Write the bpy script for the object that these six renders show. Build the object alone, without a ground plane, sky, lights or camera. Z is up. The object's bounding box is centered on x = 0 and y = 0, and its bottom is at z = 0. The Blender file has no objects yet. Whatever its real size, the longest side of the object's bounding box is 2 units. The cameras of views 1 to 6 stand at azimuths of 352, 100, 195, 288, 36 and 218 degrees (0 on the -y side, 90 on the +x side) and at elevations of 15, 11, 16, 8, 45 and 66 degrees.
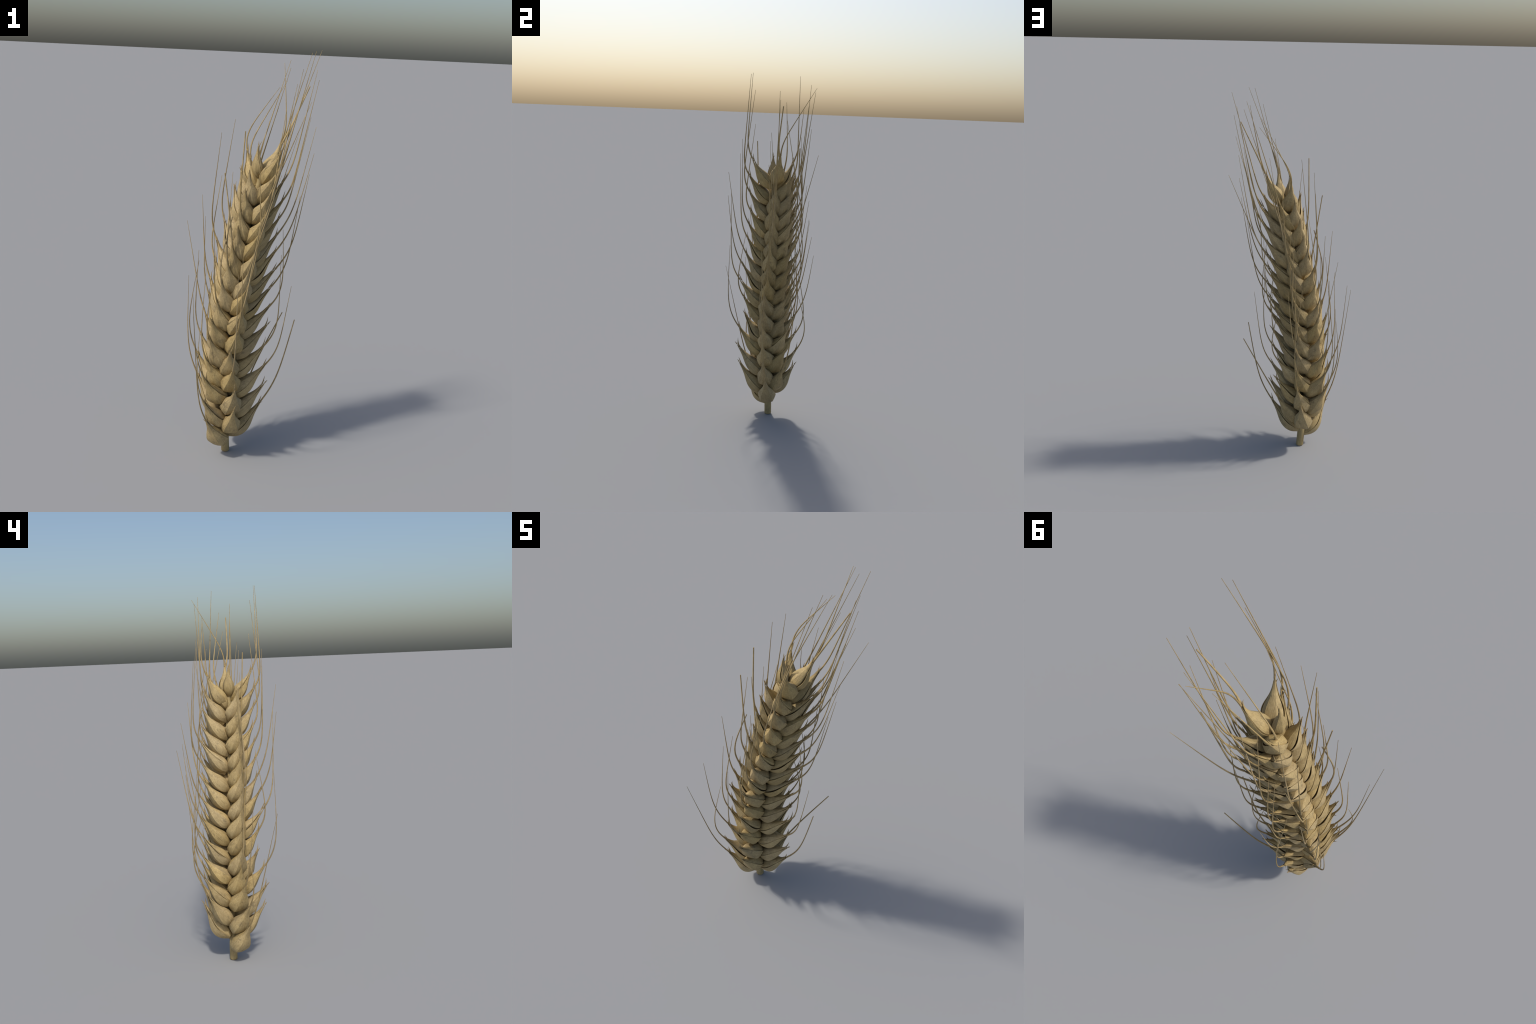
"""A dry, bearded wheat ear standing on its cut stalk.

Six ranks of husked florets climb a gently bent rachis.  Every floret is a pod
of two keeled valves (outer_husk + inner_husk) whose tip runs out into a long
bristle (awn)."""
import bpy, math, random
from mathutils import Vector, Matrix

rng = random.Random(11)

# ------------------------------------------------------------------ rachis --
# spine of the ear: x, y, z control points, bottom to top
SPINE = [(-.087, .031, .0), (-.094, .026, .12), (-.101, .016, .30), (-.100, .011, .50),
         (-.094, .010, .65), (-.080, .010, .78), (-.058, .013, .92), (-.034, .022, 1.08),
         (-.010, .031, 1.21), (.014, .034, 1.31), (.026, .032, 1.38), (.030, .030, 1.46)]


def spine_at(z):
    pts = SPINE
    z = max(pts[0][2], min(pts[-1][2], z))
    for i in range(len(pts) - 1):
        if z <= pts[i + 1][2]:
            break
    p0, p1, p2, p3 = (Vector(pts[max(0, min(len(pts) - 1, i + k))]) for k in (-1, 0, 1, 2))
    t = (z - p1.z) / (p2.z - p1.z)
    m1 = (p2 - p0) / max(1e-6, p2.z - p0.z) * (p2.z - p1.z)
    m2 = (p3 - p1) / max(1e-6, p3.z - p1.z) * (p2.z - p1.z)
    h = Vector((0, 0, 0))
    for q, w in ((p1, 2 * t**3 - 3 * t**2 + 1), (m1, t**3 - 2 * t**2 + t),
                 (p2, -2 * t**3 + 3 * t**2), (m2, t**3 - t**2)):
        h += q * w
    h.z = z
    return h


def spine_dir(z):
    return (spine_at(z + .03) - spine_at(z - .03)).normalized()


# ------------------------------------------------------------------ ranks ---
# For every rank of florets: the point each husk tip reaches (x, y, z in cm),
# bottom to top.
RANKS = {
    "front_left": [(-20.6, -11.7, 25.5), (-22.2, -12.5, 36.1), (-21.7, -10.3, 46.7), (-20.9, -8.2, 55.7),
                   (-19.6, -9.0, 66.5), (-19.2, -10.0, 76.2), (-16.8, -8.8, 85.2), (-14.8, -8.6, 94.1),
                   (-12.2, -7.6, 103.1), (-10.2, -6.8, 111.0), (-7.8, -6.2, 119.2), (-7.0, -5.6, 127.8),
                   (-5.0, -5.2, 136.4), (-3.4, -4.6, 145.0)],
    "front": [(-7.4, -16.0, 32.4), (-7.6, -17.8, 43.4), (-8.7, -17.3, 53.8), (-9.9, -13.9, 61.8),
              (-6.5, -14.6, 73.4), (-5.2, -16.8, 83.6), (-3.4, -14.4, 92.2), (-2.6, -13.0, 100.2),
              (.5, -11.8, 109.8), (1.9, -11.0, 118.0), (4.7, -10.0, 126.6), (6.3, -10.2, 136.6),
              (8.9, -10.2, 146.0), (10.5, -8.2, 155.2)],
    "right": [(8.2, 3.6, 28.2), (9.4, 2.1, 38.8), (9.2, 1.2, 49.0), (8.2, 1.2, 59.2), (9.2, 1.6, 70.0),
              (9.8, 1.6, 79.2), (10.6, 3.4, 88.8), (12.3, 4.1, 97.6), (11.8, 4.2, 106.3), (12.3, 5.3, 114.2),
              (13.1, 6.2, 122.2), (14.5, 6.0, 131.2), (14.2, 6.7, 139.9), (12.2, 8.0, 156.5)],
    "back_right": [(3.0, 13.3, 34.6), (3.9, 14.6, 46.4), (3.0, 14.8, 57.0), (2.0, 13.2, 66.2),
                   (3.4, 13.8, 76.8), (5.4, 14.6, 85.8), (6.0, 15.6, 95.0), (7.2, 16.0, 104.4),
                   (7.9, 15.6, 113.2), (9.2, 16.4, 122.4), (10.4, 16.4, 130.8), (11.5, 16.4, 139.0),
                   (12.0, 16.0, 147.2)],
    "back": [(-12.0, 17.8, 32.4), (-10.1, 19.4, 42.8), (-9.3, 18.4, 53.0), (-8.6, 17.4, 63.6),
             (-8.8, 16.2, 73.2), (-7.3, 17.2, 81.6), (-6.3, 16.9, 91.6), (-4.6, 17.8, 100.6),
             (-3.9, 17.0, 109.8), (-2.0, 16.8, 118.0), (-.4, 16.4, 126.0), (2.0, 15.8, 134.6),
             (2.8, 16.4, 143.4)],
    "back_left": [(-23.8, 10.0, 40.5), (-24.2, 12.6, 51.2), (-22.6, 12.8, 61.2), (-20.4, 13.4, 71.4),
                  (-19.0, 14.4, 81.6), (-18.8, 13.0, 90.4), (-16.6, 13.0, 100.0), (-16.0, 13.8, 109.2),
                  (-12.4, 14.6, 118.9), (-10.2, 14.6, 126.8), (-8.0, 14.4, 135.2), (-5.0, 14.4, 144.2),
                  (-2.7, 13.4, 153.0)],
    "crown": [(-1.5, 8.6, 149.8), (1.4, 2.2, 156.6)],
}
# the florets of these ranks sit a little to one side of the rachis (metres)
SIDESTEP = {"front": .015, "back": .014, "back_left": .008}
# Bristles that can be followed to their ends: rank, floret -> end point in cm,
# True where the bristle is snapped off
BRISTLES = {
    ("front", 13): (26.2, -5.4, 198.4, False), ("front", 12): (23.4, -7.0, 198.0, False),
    ("front", 11): (18.4, -5.5, 190.1, False), ("front", 10): (11.7, -6.2, 172.4, False),
    ("front", 8): (-1.0, -16.9, 155.5, False),
    ("back_left", 12): (12.6, 19.8, 180.8, False),
    ("back", 12): (18.0, 23.9, 193.5, False), ("back", 10): (13.2, 24.4, 170.8, False),
    ("back", 11): (18.6, 26.4, 189.8, False),
    ("crown", 0): (14.4, 10.7, 184.3, False),
    ("right", 13): (15.5, 26.6, 192.0, False), ("right", 13, 2): (25.2, 10.9, 182.2, True), ("right", 12): (28.0, 9.3, 189.7, False),
    ("right", 11): (29.2, 10.0, 185.2, False), ("right", 10): (25.4, 5.2, 168.5, False),
    ("right", 8): (27.9, 4.9, 152.0, False), ("right", 0): (22.9, 2.4, 70.6, True),
    ("back_right", 12): (27.2, 19.3, 197.2, False), ("back_right", 11): (21.8, 23.6, 182.6, False),
    ("back_right", 10): (27.0, 13.5, 174.9, False), ("back_right", 9): (20.0, 19.6, 160.8, True), ("back_right", 8): (25.0, 30.2, 158.0, False), ("back_right", 0): (20.0, 20.2, 68.1, True),
    ("back_left", 6): (-13.4, 19.9, 138.4, False), ("back_left", 3): (-29.6, 20.4, 115.7, False),
    ("front_left", 0): (-28.6, -30.3, 84.7, False), ("front_left", 11): (-6.4, -8.5, 162.7, True),
    ("front_left", 9): (-14.7, -6.8, 143.7, True), ("front_left", 7): (-10.6, -7.6, 124.1, True),
}
BALD = [("crown", 1), ("front_left", 13), ("front_left", 12), ("front_left", 10), ("back_left", 11), ("back_left", 9)]        # florets that lost their bristle
DROP = .172          # how far below its tip a floret leaves the rachis


# ------------------------------------------------------------- materials ----
def husk_material(name, dark, mid, light, streak=(3.0, 46.0, 46.0), blotch=.42):
    m = bpy.data.materials.new(name)
    m.use_nodes = True
    nt = m.node_tree
    N, L = nt.nodes, nt.links
    b = N["Principled BSDF"]
    b.inputs["Roughness"].default_value = .62
    b.inputs["Specular IOR Level"].default_value = .3
    tc = N.new("ShaderNodeTexCoord")
    info = N.new("ShaderNodeObjectInfo")
    shift = N.new("ShaderNodeVectorMath"); shift.operation = 'SCALE'
    shift.inputs[0].default_value = (7.3, 3.1, 5.7)
    L.new(info.outputs["Random"], shift.inputs["Scale"])
    add = N.new("ShaderNodeVectorMath"); add.operation = 'ADD'
    L.new(tc.outputs["Object"], add.inputs[0]); L.new(shift.outputs[0], add.inputs[1])

    def mapped(scale):
        mp = N.new("ShaderNodeMapping"); mp.inputs["Scale"].default_value = scale
        L.new(add.outputs[0], mp.inputs["Vector"])
        return mp

    def noise(vec, scale, detail, rough=.55):
        n = N.new("ShaderNodeTexNoise")
        n.inputs["Scale"].default_value = scale
        n.inputs["Detail"].default_value = detail
        n.inputs["Roughness"].default_value = rough
        L.new(vec.outputs[0], n.inputs["Vector"])
        return n

    def ramp(src, stops):
        r = N.new("ShaderNodeValToRGB")
        e = r.color_ramp.elements
        while len(e) < len(stops):
            e.new(.5)
        for el, (p, c) in zip(e, stops):
            el.position = p
            el.color = (c, c, c, 1) if isinstance(c, float) else (*c, 1)
        L.new(src, r.inputs[0])
        return r

    def mix(kind, fac, a, c):
        x = N.new("ShaderNodeMix"); x.data_type = 'RGBA'; x.blend_type = kind
        for sock, v in ((0, fac), (6, a), (7, c)):
            if hasattr(v, "links"):
                L.new(v, x.inputs[sock])
            else:
                x.inputs[sock].default_value = v
        return x.outputs[2]

    # fine veins running with the husk
    veins = noise(mapped(streak), 5.0, 5.0, .6)
    base = ramp(veins.outputs["Fac"], [(.28, dark), (.52, mid), (.76, light)])
    col = base.outputs[0]
    # soft weathering patches
    patch = noise(mapped((14, 20, 20)), 1.4, 4.0)
    pr = ramp(patch.outputs["Fac"], [(.35, (.80, .78, .76)), (.62, (1.08, 1.06, 1.02))])
    col = mix('MULTIPLY', .75, col, pr.outputs[0])
    # sparse grey-brown smudges
    sm = noise(mapped((20, 30, 30)), 1.0, 3.0, .7)
    sr = ramp(sm.outputs["Fac"], [(.60, 0.0), (.67, 1.0)])
    f = N.new("ShaderNodeMath"); f.operation = 'MULTIPLY'; f.inputs[1].default_value = blotch
    L.new(sr.outputs[0], f.inputs[0])
    col = mix('MIX', f.outputs[0], col, (.13, .105, .065, 1))
    # tips tinted darker brown, painting in the shade that falls on them
    if "husk" in name:
        sep = N.new("ShaderNodeSeparateXYZ"); L.new(tc.outputs["Object"], sep.inputs[0])
        tipm = N.new("ShaderNodeMapRange")
        for k, q in (("From Min", .165), ("From Max", .245), ("To Min", 0.0), ("To Max", .55)):
            tipm.inputs[k].default_value = q
        L.new(sep.outputs["X"], tipm.inputs["Value"])
        col = mix('MIX', tipm.outputs[0], col, (.27, .19, .085, 1))
    # a slightly different tone for every husk
    tone = N.new("ShaderNodeMapRange")
    tone.inputs["To Min"].default_value = .86; tone.inputs["To Max"].default_value = 1.10
    L.new(info.outputs["Random"], tone.inputs["Value"])
    hsv = N.new("ShaderNodeHueSaturation")
    sat = N.new("ShaderNodeMath"); sat.operation = 'PINGPONG'; sat.inputs[1].default_value = .14
    mul = N.new("ShaderNodeMath"); mul.operation = 'MULTIPLY_ADD'
    mul.inputs[1].default_value = 3.7; mul.inputs[2].default_value = .0
    L.new(info.outputs["Random"], mul.inputs[0]); L.new(mul.outputs[0], sat.inputs[0])
    sat2 = N.new("ShaderNodeMath"); sat2.inputs[1].default_value = .95
    L.new(sat.outputs[0], sat2.inputs[0]); L.new(sat2.outputs[0], hsv.inputs["Saturation"])
    L.new(tone.outputs[0], hsv.inputs["Value"]); L.new(col, hsv.inputs["Color"])
    L.new(hsv.outputs[0], b.inputs["Base Color"])
    bump = N.new("ShaderNodeBump")
    bump.inputs["Strength"].default_value = .45; bump.inputs["Distance"].default_value = .004
    L.new(veins.outputs["Fac"], bump.inputs["Height"])
    L.new(bump.outputs[0], b.inputs["Normal"])
    return m


MAT_OUTER = husk_material("straw_husk", (.318, .241, .116), (.422, .325, .163), (.51, .405, .220))
MAT_LINING = husk_material("pale_husk_lining", (.50, .41, .26), (.60, .50, .33), (.68, .58, .40), blotch=.1)
MAT_AWN = husk_material("straw_bristle", (.30, .222, .108), (.375, .283, .140), (.44, .34, .18),
                        streak=(8, 8, 3), blotch=.15)
MAT_STALK = husk_material("straw_stalk", (.34, .265, .13), (.42, .335, .175), (.48, .39, .22),
                          streak=(60, 60, 3), blotch=.2)


# ------------------------------------------------------------ floret pod ----
# Pod axis in its own plane (x out, z up), turned so that the chord base->tip
# lies on +X.  +Z is the inner (upper) side of the pod.
P0, P1, P2 = Vector((0, 0, 0)), Vector((.095, 0, .054)), Vector((.170, 0, .166))
CHORD = (P2 - P0).length
TILT = math.atan2(P2.z, P2.x)
HALF_W, HALF_T = .0525, .0465
GIRTH = [(0, .30), (.06, .56), (.15, .83), (.25, .98), (.32, 1.0), (.41, .94), (.50, .79), (.59, .57),
         (.68, .37), (.77, .235), (.88, .13), (1.0, .05)]
RIDGES = [-150, -98, -42, 42, 98, 150, 210]     # keels, degrees round the pod, 0 = underside


def girth(s):
    for (a, u), (b, v) in zip(GIRTH, GIRTH[1:]):
        if s <= b:
            t = (s - a) / (b - a)
            return u + (v - u) * t
    return GIRTH[-1][1]


def smooth_girth(s):
    return sum(girth(max(0, min(1, s + d))) for d in (-.04, -.02, 0, .02, .04)) / 5


def facet(phi_deg):
    """Radius factor of a softened polygon with its corners on the keels."""
    d = (phi_deg + 150) % 360 - 150
    for a, b in zip(RIDGES, RIDGES[1:]):
        if a <= d <= b:
            half = math.radians((b - a) / 2)
            x = math.radians(d - (a + b) / 2)
            f = math.cos(half) / math.cos(x)
            return .44 + .56 * f * (1.04 if half > .45 else 1.0)
    return 1.0


def pod_axis(s):
    p = P0 * (1 - s)**2 + P1 * 2 * s * (1 - s) + P2 * s * s
    t = ((P1 - P0) * (1 - s) + (P2 - P1) * s).normalized()
    R = Matrix.Rotation(TILT, 3, 'Y')
    p, t = R @ p, R @ t
    return p, t, Vector((-t.z, 0, t.x))


def valve(verts, faces, mats, edge, lift, s_end, thick, ns=26, nphi=24, curl=0.0, side=0.0):
    """One husk: a curved, keeled shell between two edges, with real thickness.
    edge(s) -> (phi0, phi1) degrees; lift(s, u) -> radius factor."""
    start = len(verts)
    for layer in (0, 1):
        for i in range(ns + 1):
            s = s_end * (i / ns)
            c, t, n = pod_axis(min(1.0, s))
            if s > 1.0:
                c = c + t * (s - 1.0) * CHORD
            k = max(0.0, (s - .74) / .26)
            c = c + n * curl * k * k + Vector((0, side * k * k, 0))
            g = smooth_girth(min(1, s)) * (1.0 if s < s_end * .9 else max(.12, 1 - (s - s_end * .9) / (s_end * .1)))
            a, b = edge(s)
            keel = [k for k in RIDGES + [258] if a + 12 < k < b - 12]
            stops = [a] + keel + [b]
            per = nphi // (len(stops) - 1)
            for j in range(nphi + 1):
                q = min(len(stops) - 2, j // per)
                v = (j - q * per) / (per if q < len(stops) - 2 else nphi - q * per)
                phi = stops[q] + (stops[q + 1] - stops[q]) * v
                u = (phi - a) / (b - a)
                r = g * facet(phi) * lift(s, u)
                cut = thick * layer * min(1, g * 3)
                pr = math.radians(phi)
                rw, rt = max(.0006, HALF_W * r - cut), max(.0006, HALF_T * r - cut)
                verts.append(c + n * (-math.cos(pr) * rt * (1.08 if math.cos(pr) > 0 else .9)) + Vector((0, math.sin(pr) * rw, 0)))
    W = nphi + 1
    H = (ns + 1) * W

    def vid(layer, i, j):
        return start + layer * H + i * W + j
    for i in range(ns):
        for j in range(nphi):
            faces.append((vid(0, i, j), vid(0, i + 1, j), vid(0, i + 1, j + 1), vid(0, i, j + 1))); mats.append(0)
            faces.append((vid(1, i, j), vid(1, i, j + 1), vid(1, i + 1, j + 1), vid(1, i + 1, j))); mats.append(1)
        for j, o in ((0, 1), (nphi, 0)):
            q = (vid(0, i, j), vid(1, i, j), vid(1, i + 1, j), vid(0, i + 1, j))
            faces.append(q if o else q[::-1]); mats.append(0)
    for j in range(nphi):
        faces.append((vid(0, 0, j), vid(0, 0, j + 1), vid(1, 0, j + 1), vid(1, 0, j))); mats.append(0)
        faces.append((vid(0, ns, j + 1), vid(0, ns, j), vid(1, ns, j), vid(1, ns, j + 1))); mats.append(0)


def spike(verts, faces, mats, origin, direction, bend, length, radius, sides=5, steps=6):
    """Small tapering tooth at a husk tip."""
    start = len(verts)
    d = direction.normalized()
    x = d.orthogonal().normalized()
    y = d.cross(x)
    for i in range(steps + 1):
        t = i / steps
        c = origin + d * length * t + bend * t * t
        r = radius * (1 - t) ** .8 + .0003
        for k in range(sides):
            a = 2 * math.pi * k / sides
            verts.append(c + x * math.cos(a) * r + y * math.sin(a) * r)
    for i in range(steps):
        for k in range(sides):
            faces.append((start + i * sides + k, start + i * sides + (k + 1) % sides,
                          start + (i + 1) * sides + (k + 1) % sides, start + (i + 1) * sides + k))
            mats.append(0)


def to_mesh(name, verts, faces, mats, materials, angle=24):
    me = bpy.data.meshes.new(name)
    me.from_pydata([tuple(v) for v in verts], [], faces)
    for m in materials:
        me.materials.append(m)
    me.polygons.foreach_set("material_index", mats)
    me.polygons.foreach_set("use_smooth", [True] * len(faces))
    me.set_sharp_from_angle(angle=math.radians(angle))
    me.update()
    return me


def bump01(s, a, b):
    if s <= a or s >= b:
        return 0.0
    return math.sin(math.pi * (s - a) / (b - a)) ** 1.2


def make_pod(index):
    """Outer and inner husk meshes of one floret pattern."""
    r = random.Random(100 + index)
    gap_l, gap_r = [(0, 3), (4, 21), (2, 0), (19, 3), (13, 13), (0, 4), (4, 0), (6, 11)][index % 8]
    flare = r.uniform(.015, .05)
    warp = [r.uniform(-1, 1) for _ in range(6)]

    def wobble(s, phi):
        return 1 + .012 * warp[0] * math.sin(5 * s + warp[1] * 3 + phi * .02) + .012 * warp[2] * math.sin(11 * s + phi * .05)

    v, f, m = [], [], []

    def edge(s):
        w = bump01(s, .16, .97)
        beak = 26 * max(0, (s - .62) / .38)
        return (-101 + gap_l * w + beak, 101 - gap_r * w - beak)

    def lift(s, u):
        e = abs(2 * u - 1)
        return (1.0 + flare * bump01(s, .1, .95) * e ** 4) * wobble(s, u * 200)
    valve(v, f, m, edge, lift, 1.0, .0028, curl=-.002)
    c, t, n = pod_axis(.95)
    spike(v, f, m, c - n * .002, t, -n * .004 * r.random(), r.uniform(.014, .026), .0032)
    outer = to_mesh("outer_husk", v, f, m, [MAT_OUTER, MAT_LINING])

    v, f, m = [], [], []
    top_s = r.uniform(.93, 1.02)
    curl = r.uniform(.004, .013)
    side = r.uniform(-.006, .006)

    def edge2(s):
        beak = 22 * max(0, (s - .62) / .38)
        return (86 + beak, 274 - beak)

    def lift2(s, u):
        e = abs(2 * u - 1)
        return (.965 - .17 * max(0, (e - .80) / .2)) * wobble(s, 150 + u * 200)
    valve(v, f, m, edge2, lift2, top_s, .0028, curl=curl, side=side)
    c, t, n = pod_axis(.9)
    spike(v, f, m, c + n * curl * .5 + Vector((0, side * .4, 0)), t + n * r.uniform(.05, .35) + Vector((0, r.uniform(-.3, .3), 0)),
          n * r.uniform(-.004, .016), r.uniform(.034, .056), .0036)
    if r.random() < .6:
        c, t, n = pod_axis(.86)
        q = r.choice((-1, 1))
        spike(v, f, m, c + Vector((0, q * .004, 0)), t + Vector((0, q * r.uniform(.1, .35), 0)) + n * .1,
              Vector((0, q * .006, 0)) + n * r.uniform(-.004, .006), r.uniform(.024, .036), .0026)
    inner = to_mesh("inner_husk", v, f, m, [MAT_OUTER, MAT_LINING])
    return outer, inner


# ----------------------------------------------------------------- awns -----
def tube(name, path, radius, material, sides=6):
    verts, faces, mats = [], [], []
    ref = Vector((.3, 1, .1)).normalized()
    n = len(path)
    for i, p in enumerate(path):
        d = (path[min(n - 1, i + 1)] - path[max(0, i - 1)]).normalized()
        x = d.cross(ref).normalized()
        y = d.cross(x)
        rr = radius(i / (n - 1))
        for k in range(sides):
            a = 2 * math.pi * k / sides
            verts.append(p + x * (math.cos(a) * rr) + y * (math.sin(a) * rr))
    for i in range(n - 1):
        for k in range(sides):
            faces.append((i * sides + k, i * sides + (k + 1) % sides,
                          (i + 1) * sides + (k + 1) % sides, (i + 1) * sides + k))
            mats.append(0)
    faces.append(tuple(range(sides))[::-1]); mats.append(0)
    faces.append(tuple((n - 1) * sides + k for k in range(sides))); mats.append(0)
    return to_mesh(name, verts, faces, mats, [material], 60)


def awn_path(start, d0, end, swing):
    """Leaves along the pod, swings upright early, then runs nearly straight to
    its end; `swing` is the length over which it turns."""
    steps = 40
    length = (end - start).length * 1.06
    goal = (end - (start + d0 * swing * .85)).normalized()
    pts, p, ds = [], start.copy(), length / steps
    for i in range(steps + 1):
        pts.append(p.copy())
        w = math.exp(-(((i + .5) * ds) / swing) ** 1.7)
        p += (goal * (1 - w) + d0 * w).normalized() * ds
    miss = end - pts[-1]
    return [q + miss * (k / steps) ** 1.2 for k, q in enumerate(pts)]


# ---------------------------------------------------------------- build -----
col = bpy.context.scene.collection
ear = bpy.data.objects.new("wheat_ear", None)
ear.empty_display_size = .1
ear.location = (SPINE[0][0], SPINE[0][1], 0)
col.objects.link(ear)
ear["label"] = "dry golden bearded wheat ear standing on cut stalk"
ear["category"] = "wheat ear"
bpy.context.view_layer.update()


def add_part(name, mesh, parent, matrix=None):
    o = bpy.data.objects.new(name, mesh)
    col.objects.link(o)
    o.parent = parent
    o.matrix_parent_inverse = parent_inv[parent.name]
    if matrix is not None:
        o.matrix_basis = matrix
    parent_inv[o.name] = (matrix or Matrix.Identity(4)).inverted()
    return o


parent_inv = {ear.name: Matrix.Translation(ear.location).inverted()}

# stalk: round cut stem below, thinner zig-zag rachis inside the ear
path, radii = [], []
K = 60
for i in range(K + 1):
    z = 1.41 * i / K
    p = spine_at(z)
    if z > .12:
        p = p + Vector((.004 * math.sin(z * 68), .004 * math.cos(z * 68), 0))
    path.append(p)
    radii.append(.0205 if z < .10 else .0205 - .0065 * min(1, (z - .10) / .05))
path = [path[0], path[0] + Vector((0, 0, .003))] + path[1:]
radii = [.0190, .0207] + radii[1:]
nr = len(radii)
stalk = tube("stalk", path, lambda t: radii[int(round(t * (nr - 1)))], MAT_STALK, 20)
add_part("stalk", stalk, ear)

PODS = [make_pod(i) for i in range(12)]

for rank, tips in RANKS.items():
    for i, (tx, ty, tz) in enumerate(tips):
        tip = Vector((tx, ty, tz)) / 100
        drop = DROP + (.015 if i == 0 else .016 if i == 1 else rng.uniform(-.005, .005))
        if rank != 'crown':
            tip += (tip - spine_at(tip.z)).normalized() * (.012 if rank == 'right' else .0)
        zb = min(tip.z - drop, 1.40)
        if rank == "crown":
            zb = tip.z - .16
        foot = spine_at(zb)
        out = Vector((tip.x - foot.x, tip.y - foot.y, 0))
        foot = foot + out.normalized() * min(.010, out.length * .3)
        foot = foot + Vector((0, 0, 1)).cross(out.normalized()) * SIDESTEP.get(rank, 0)
        chord = tip - foot
        X = chord.normalized()
        up = spine_dir(zb)
        Y = up.cross(X)
        Y = Y.normalized() if Y.length > .05 else Vector((0, 1, 0))
        Z = X.cross(Y)
        roll = Matrix.Rotation(math.radians(rng.uniform(-9, 9)), 3, 'X')
        R = Matrix((X, Y, Z)).transposed() @ roll
        sx = chord.length / CHORD
        st = (.95 + .09 * rng.random()) * (1.0 - .15 * max(0, tip.z - .5)) * (.72 if rank == 'crown' else 1.02 if i == 0 else 1)
        M = Matrix.Translation(foot) @ R.to_4x4() @ Matrix.Diagonal((sx, st, st * rng.uniform(.95, 1.05), 1))
        outer, inner = PODS[rng.randrange(len(PODS))]
        husk = add_part("husk", outer, ear, M)
        hull = add_part("inner_husk", inner, husk, M)
        # bristle
        dice = rng.random()
        known = BRISTLES.get((rank, i))
        if (rank, i) in BALD or (known is None and dice < (.22 if tip.z < 1.2 else .5)):
            continue
        c, t, n = pod_axis(.93)
        start = M @ (c - n * .001)
        d0 = (M.to_3x3() @ t).normalized()
        radial = out.normalized()
        twin = BRISTLES.get((rank, i, 2))
        if twin:
            far = Vector(twin[:3]) / 100
            pts = awn_path(start - Y * .006, (d0 - Y * .25).normalized(), far, .07)
            add_part("awn", tube("awn", pts, lambda q: .0046 - .0020 * q ** .8, MAT_AWN), husk)
        snapped = known[3] if known else dice < .15
        if known:
            end = Vector(known[:3]) / 100
        else:
            h = max(0, min(1, (tip.z - .55) / .8))
            rise = rng.uniform(.12, .25) if snapped else rng.uniform(.36, .52)
            rise = min(rise, 1.97 - start.z)
            drift = .22 if radial.x > -.3 else .09
            end = start + Vector((.01 + drift * h * h * (3 - 2 * h), 0, 1)) * rise
            end += radial * rng.uniform(-.02, .10) * min(1, rise / .4)
            end += Vector((rng.uniform(-.025, .025), rng.uniform(-.03, .03), 0))
        swing = rng.uniform(.09, .14) * (1.15 if tip.z < .6 else 1.0 if tip.z < 1.2 else .75)
        if not known:
            end.x = max(-.285, min(.285, end.x)); end.y = max(-.30, min(.30, end.y))
        pts = awn_path(start, d0, end, swing * min(1, (end - start).length / .35))
        thin = .0024 if snapped else .0008
        mesh = tube("awn", pts, lambda q, a=thin: .0042 + (a - .0042) * q ** .72, MAT_AWN)
        add_part("awn", mesh, husk)
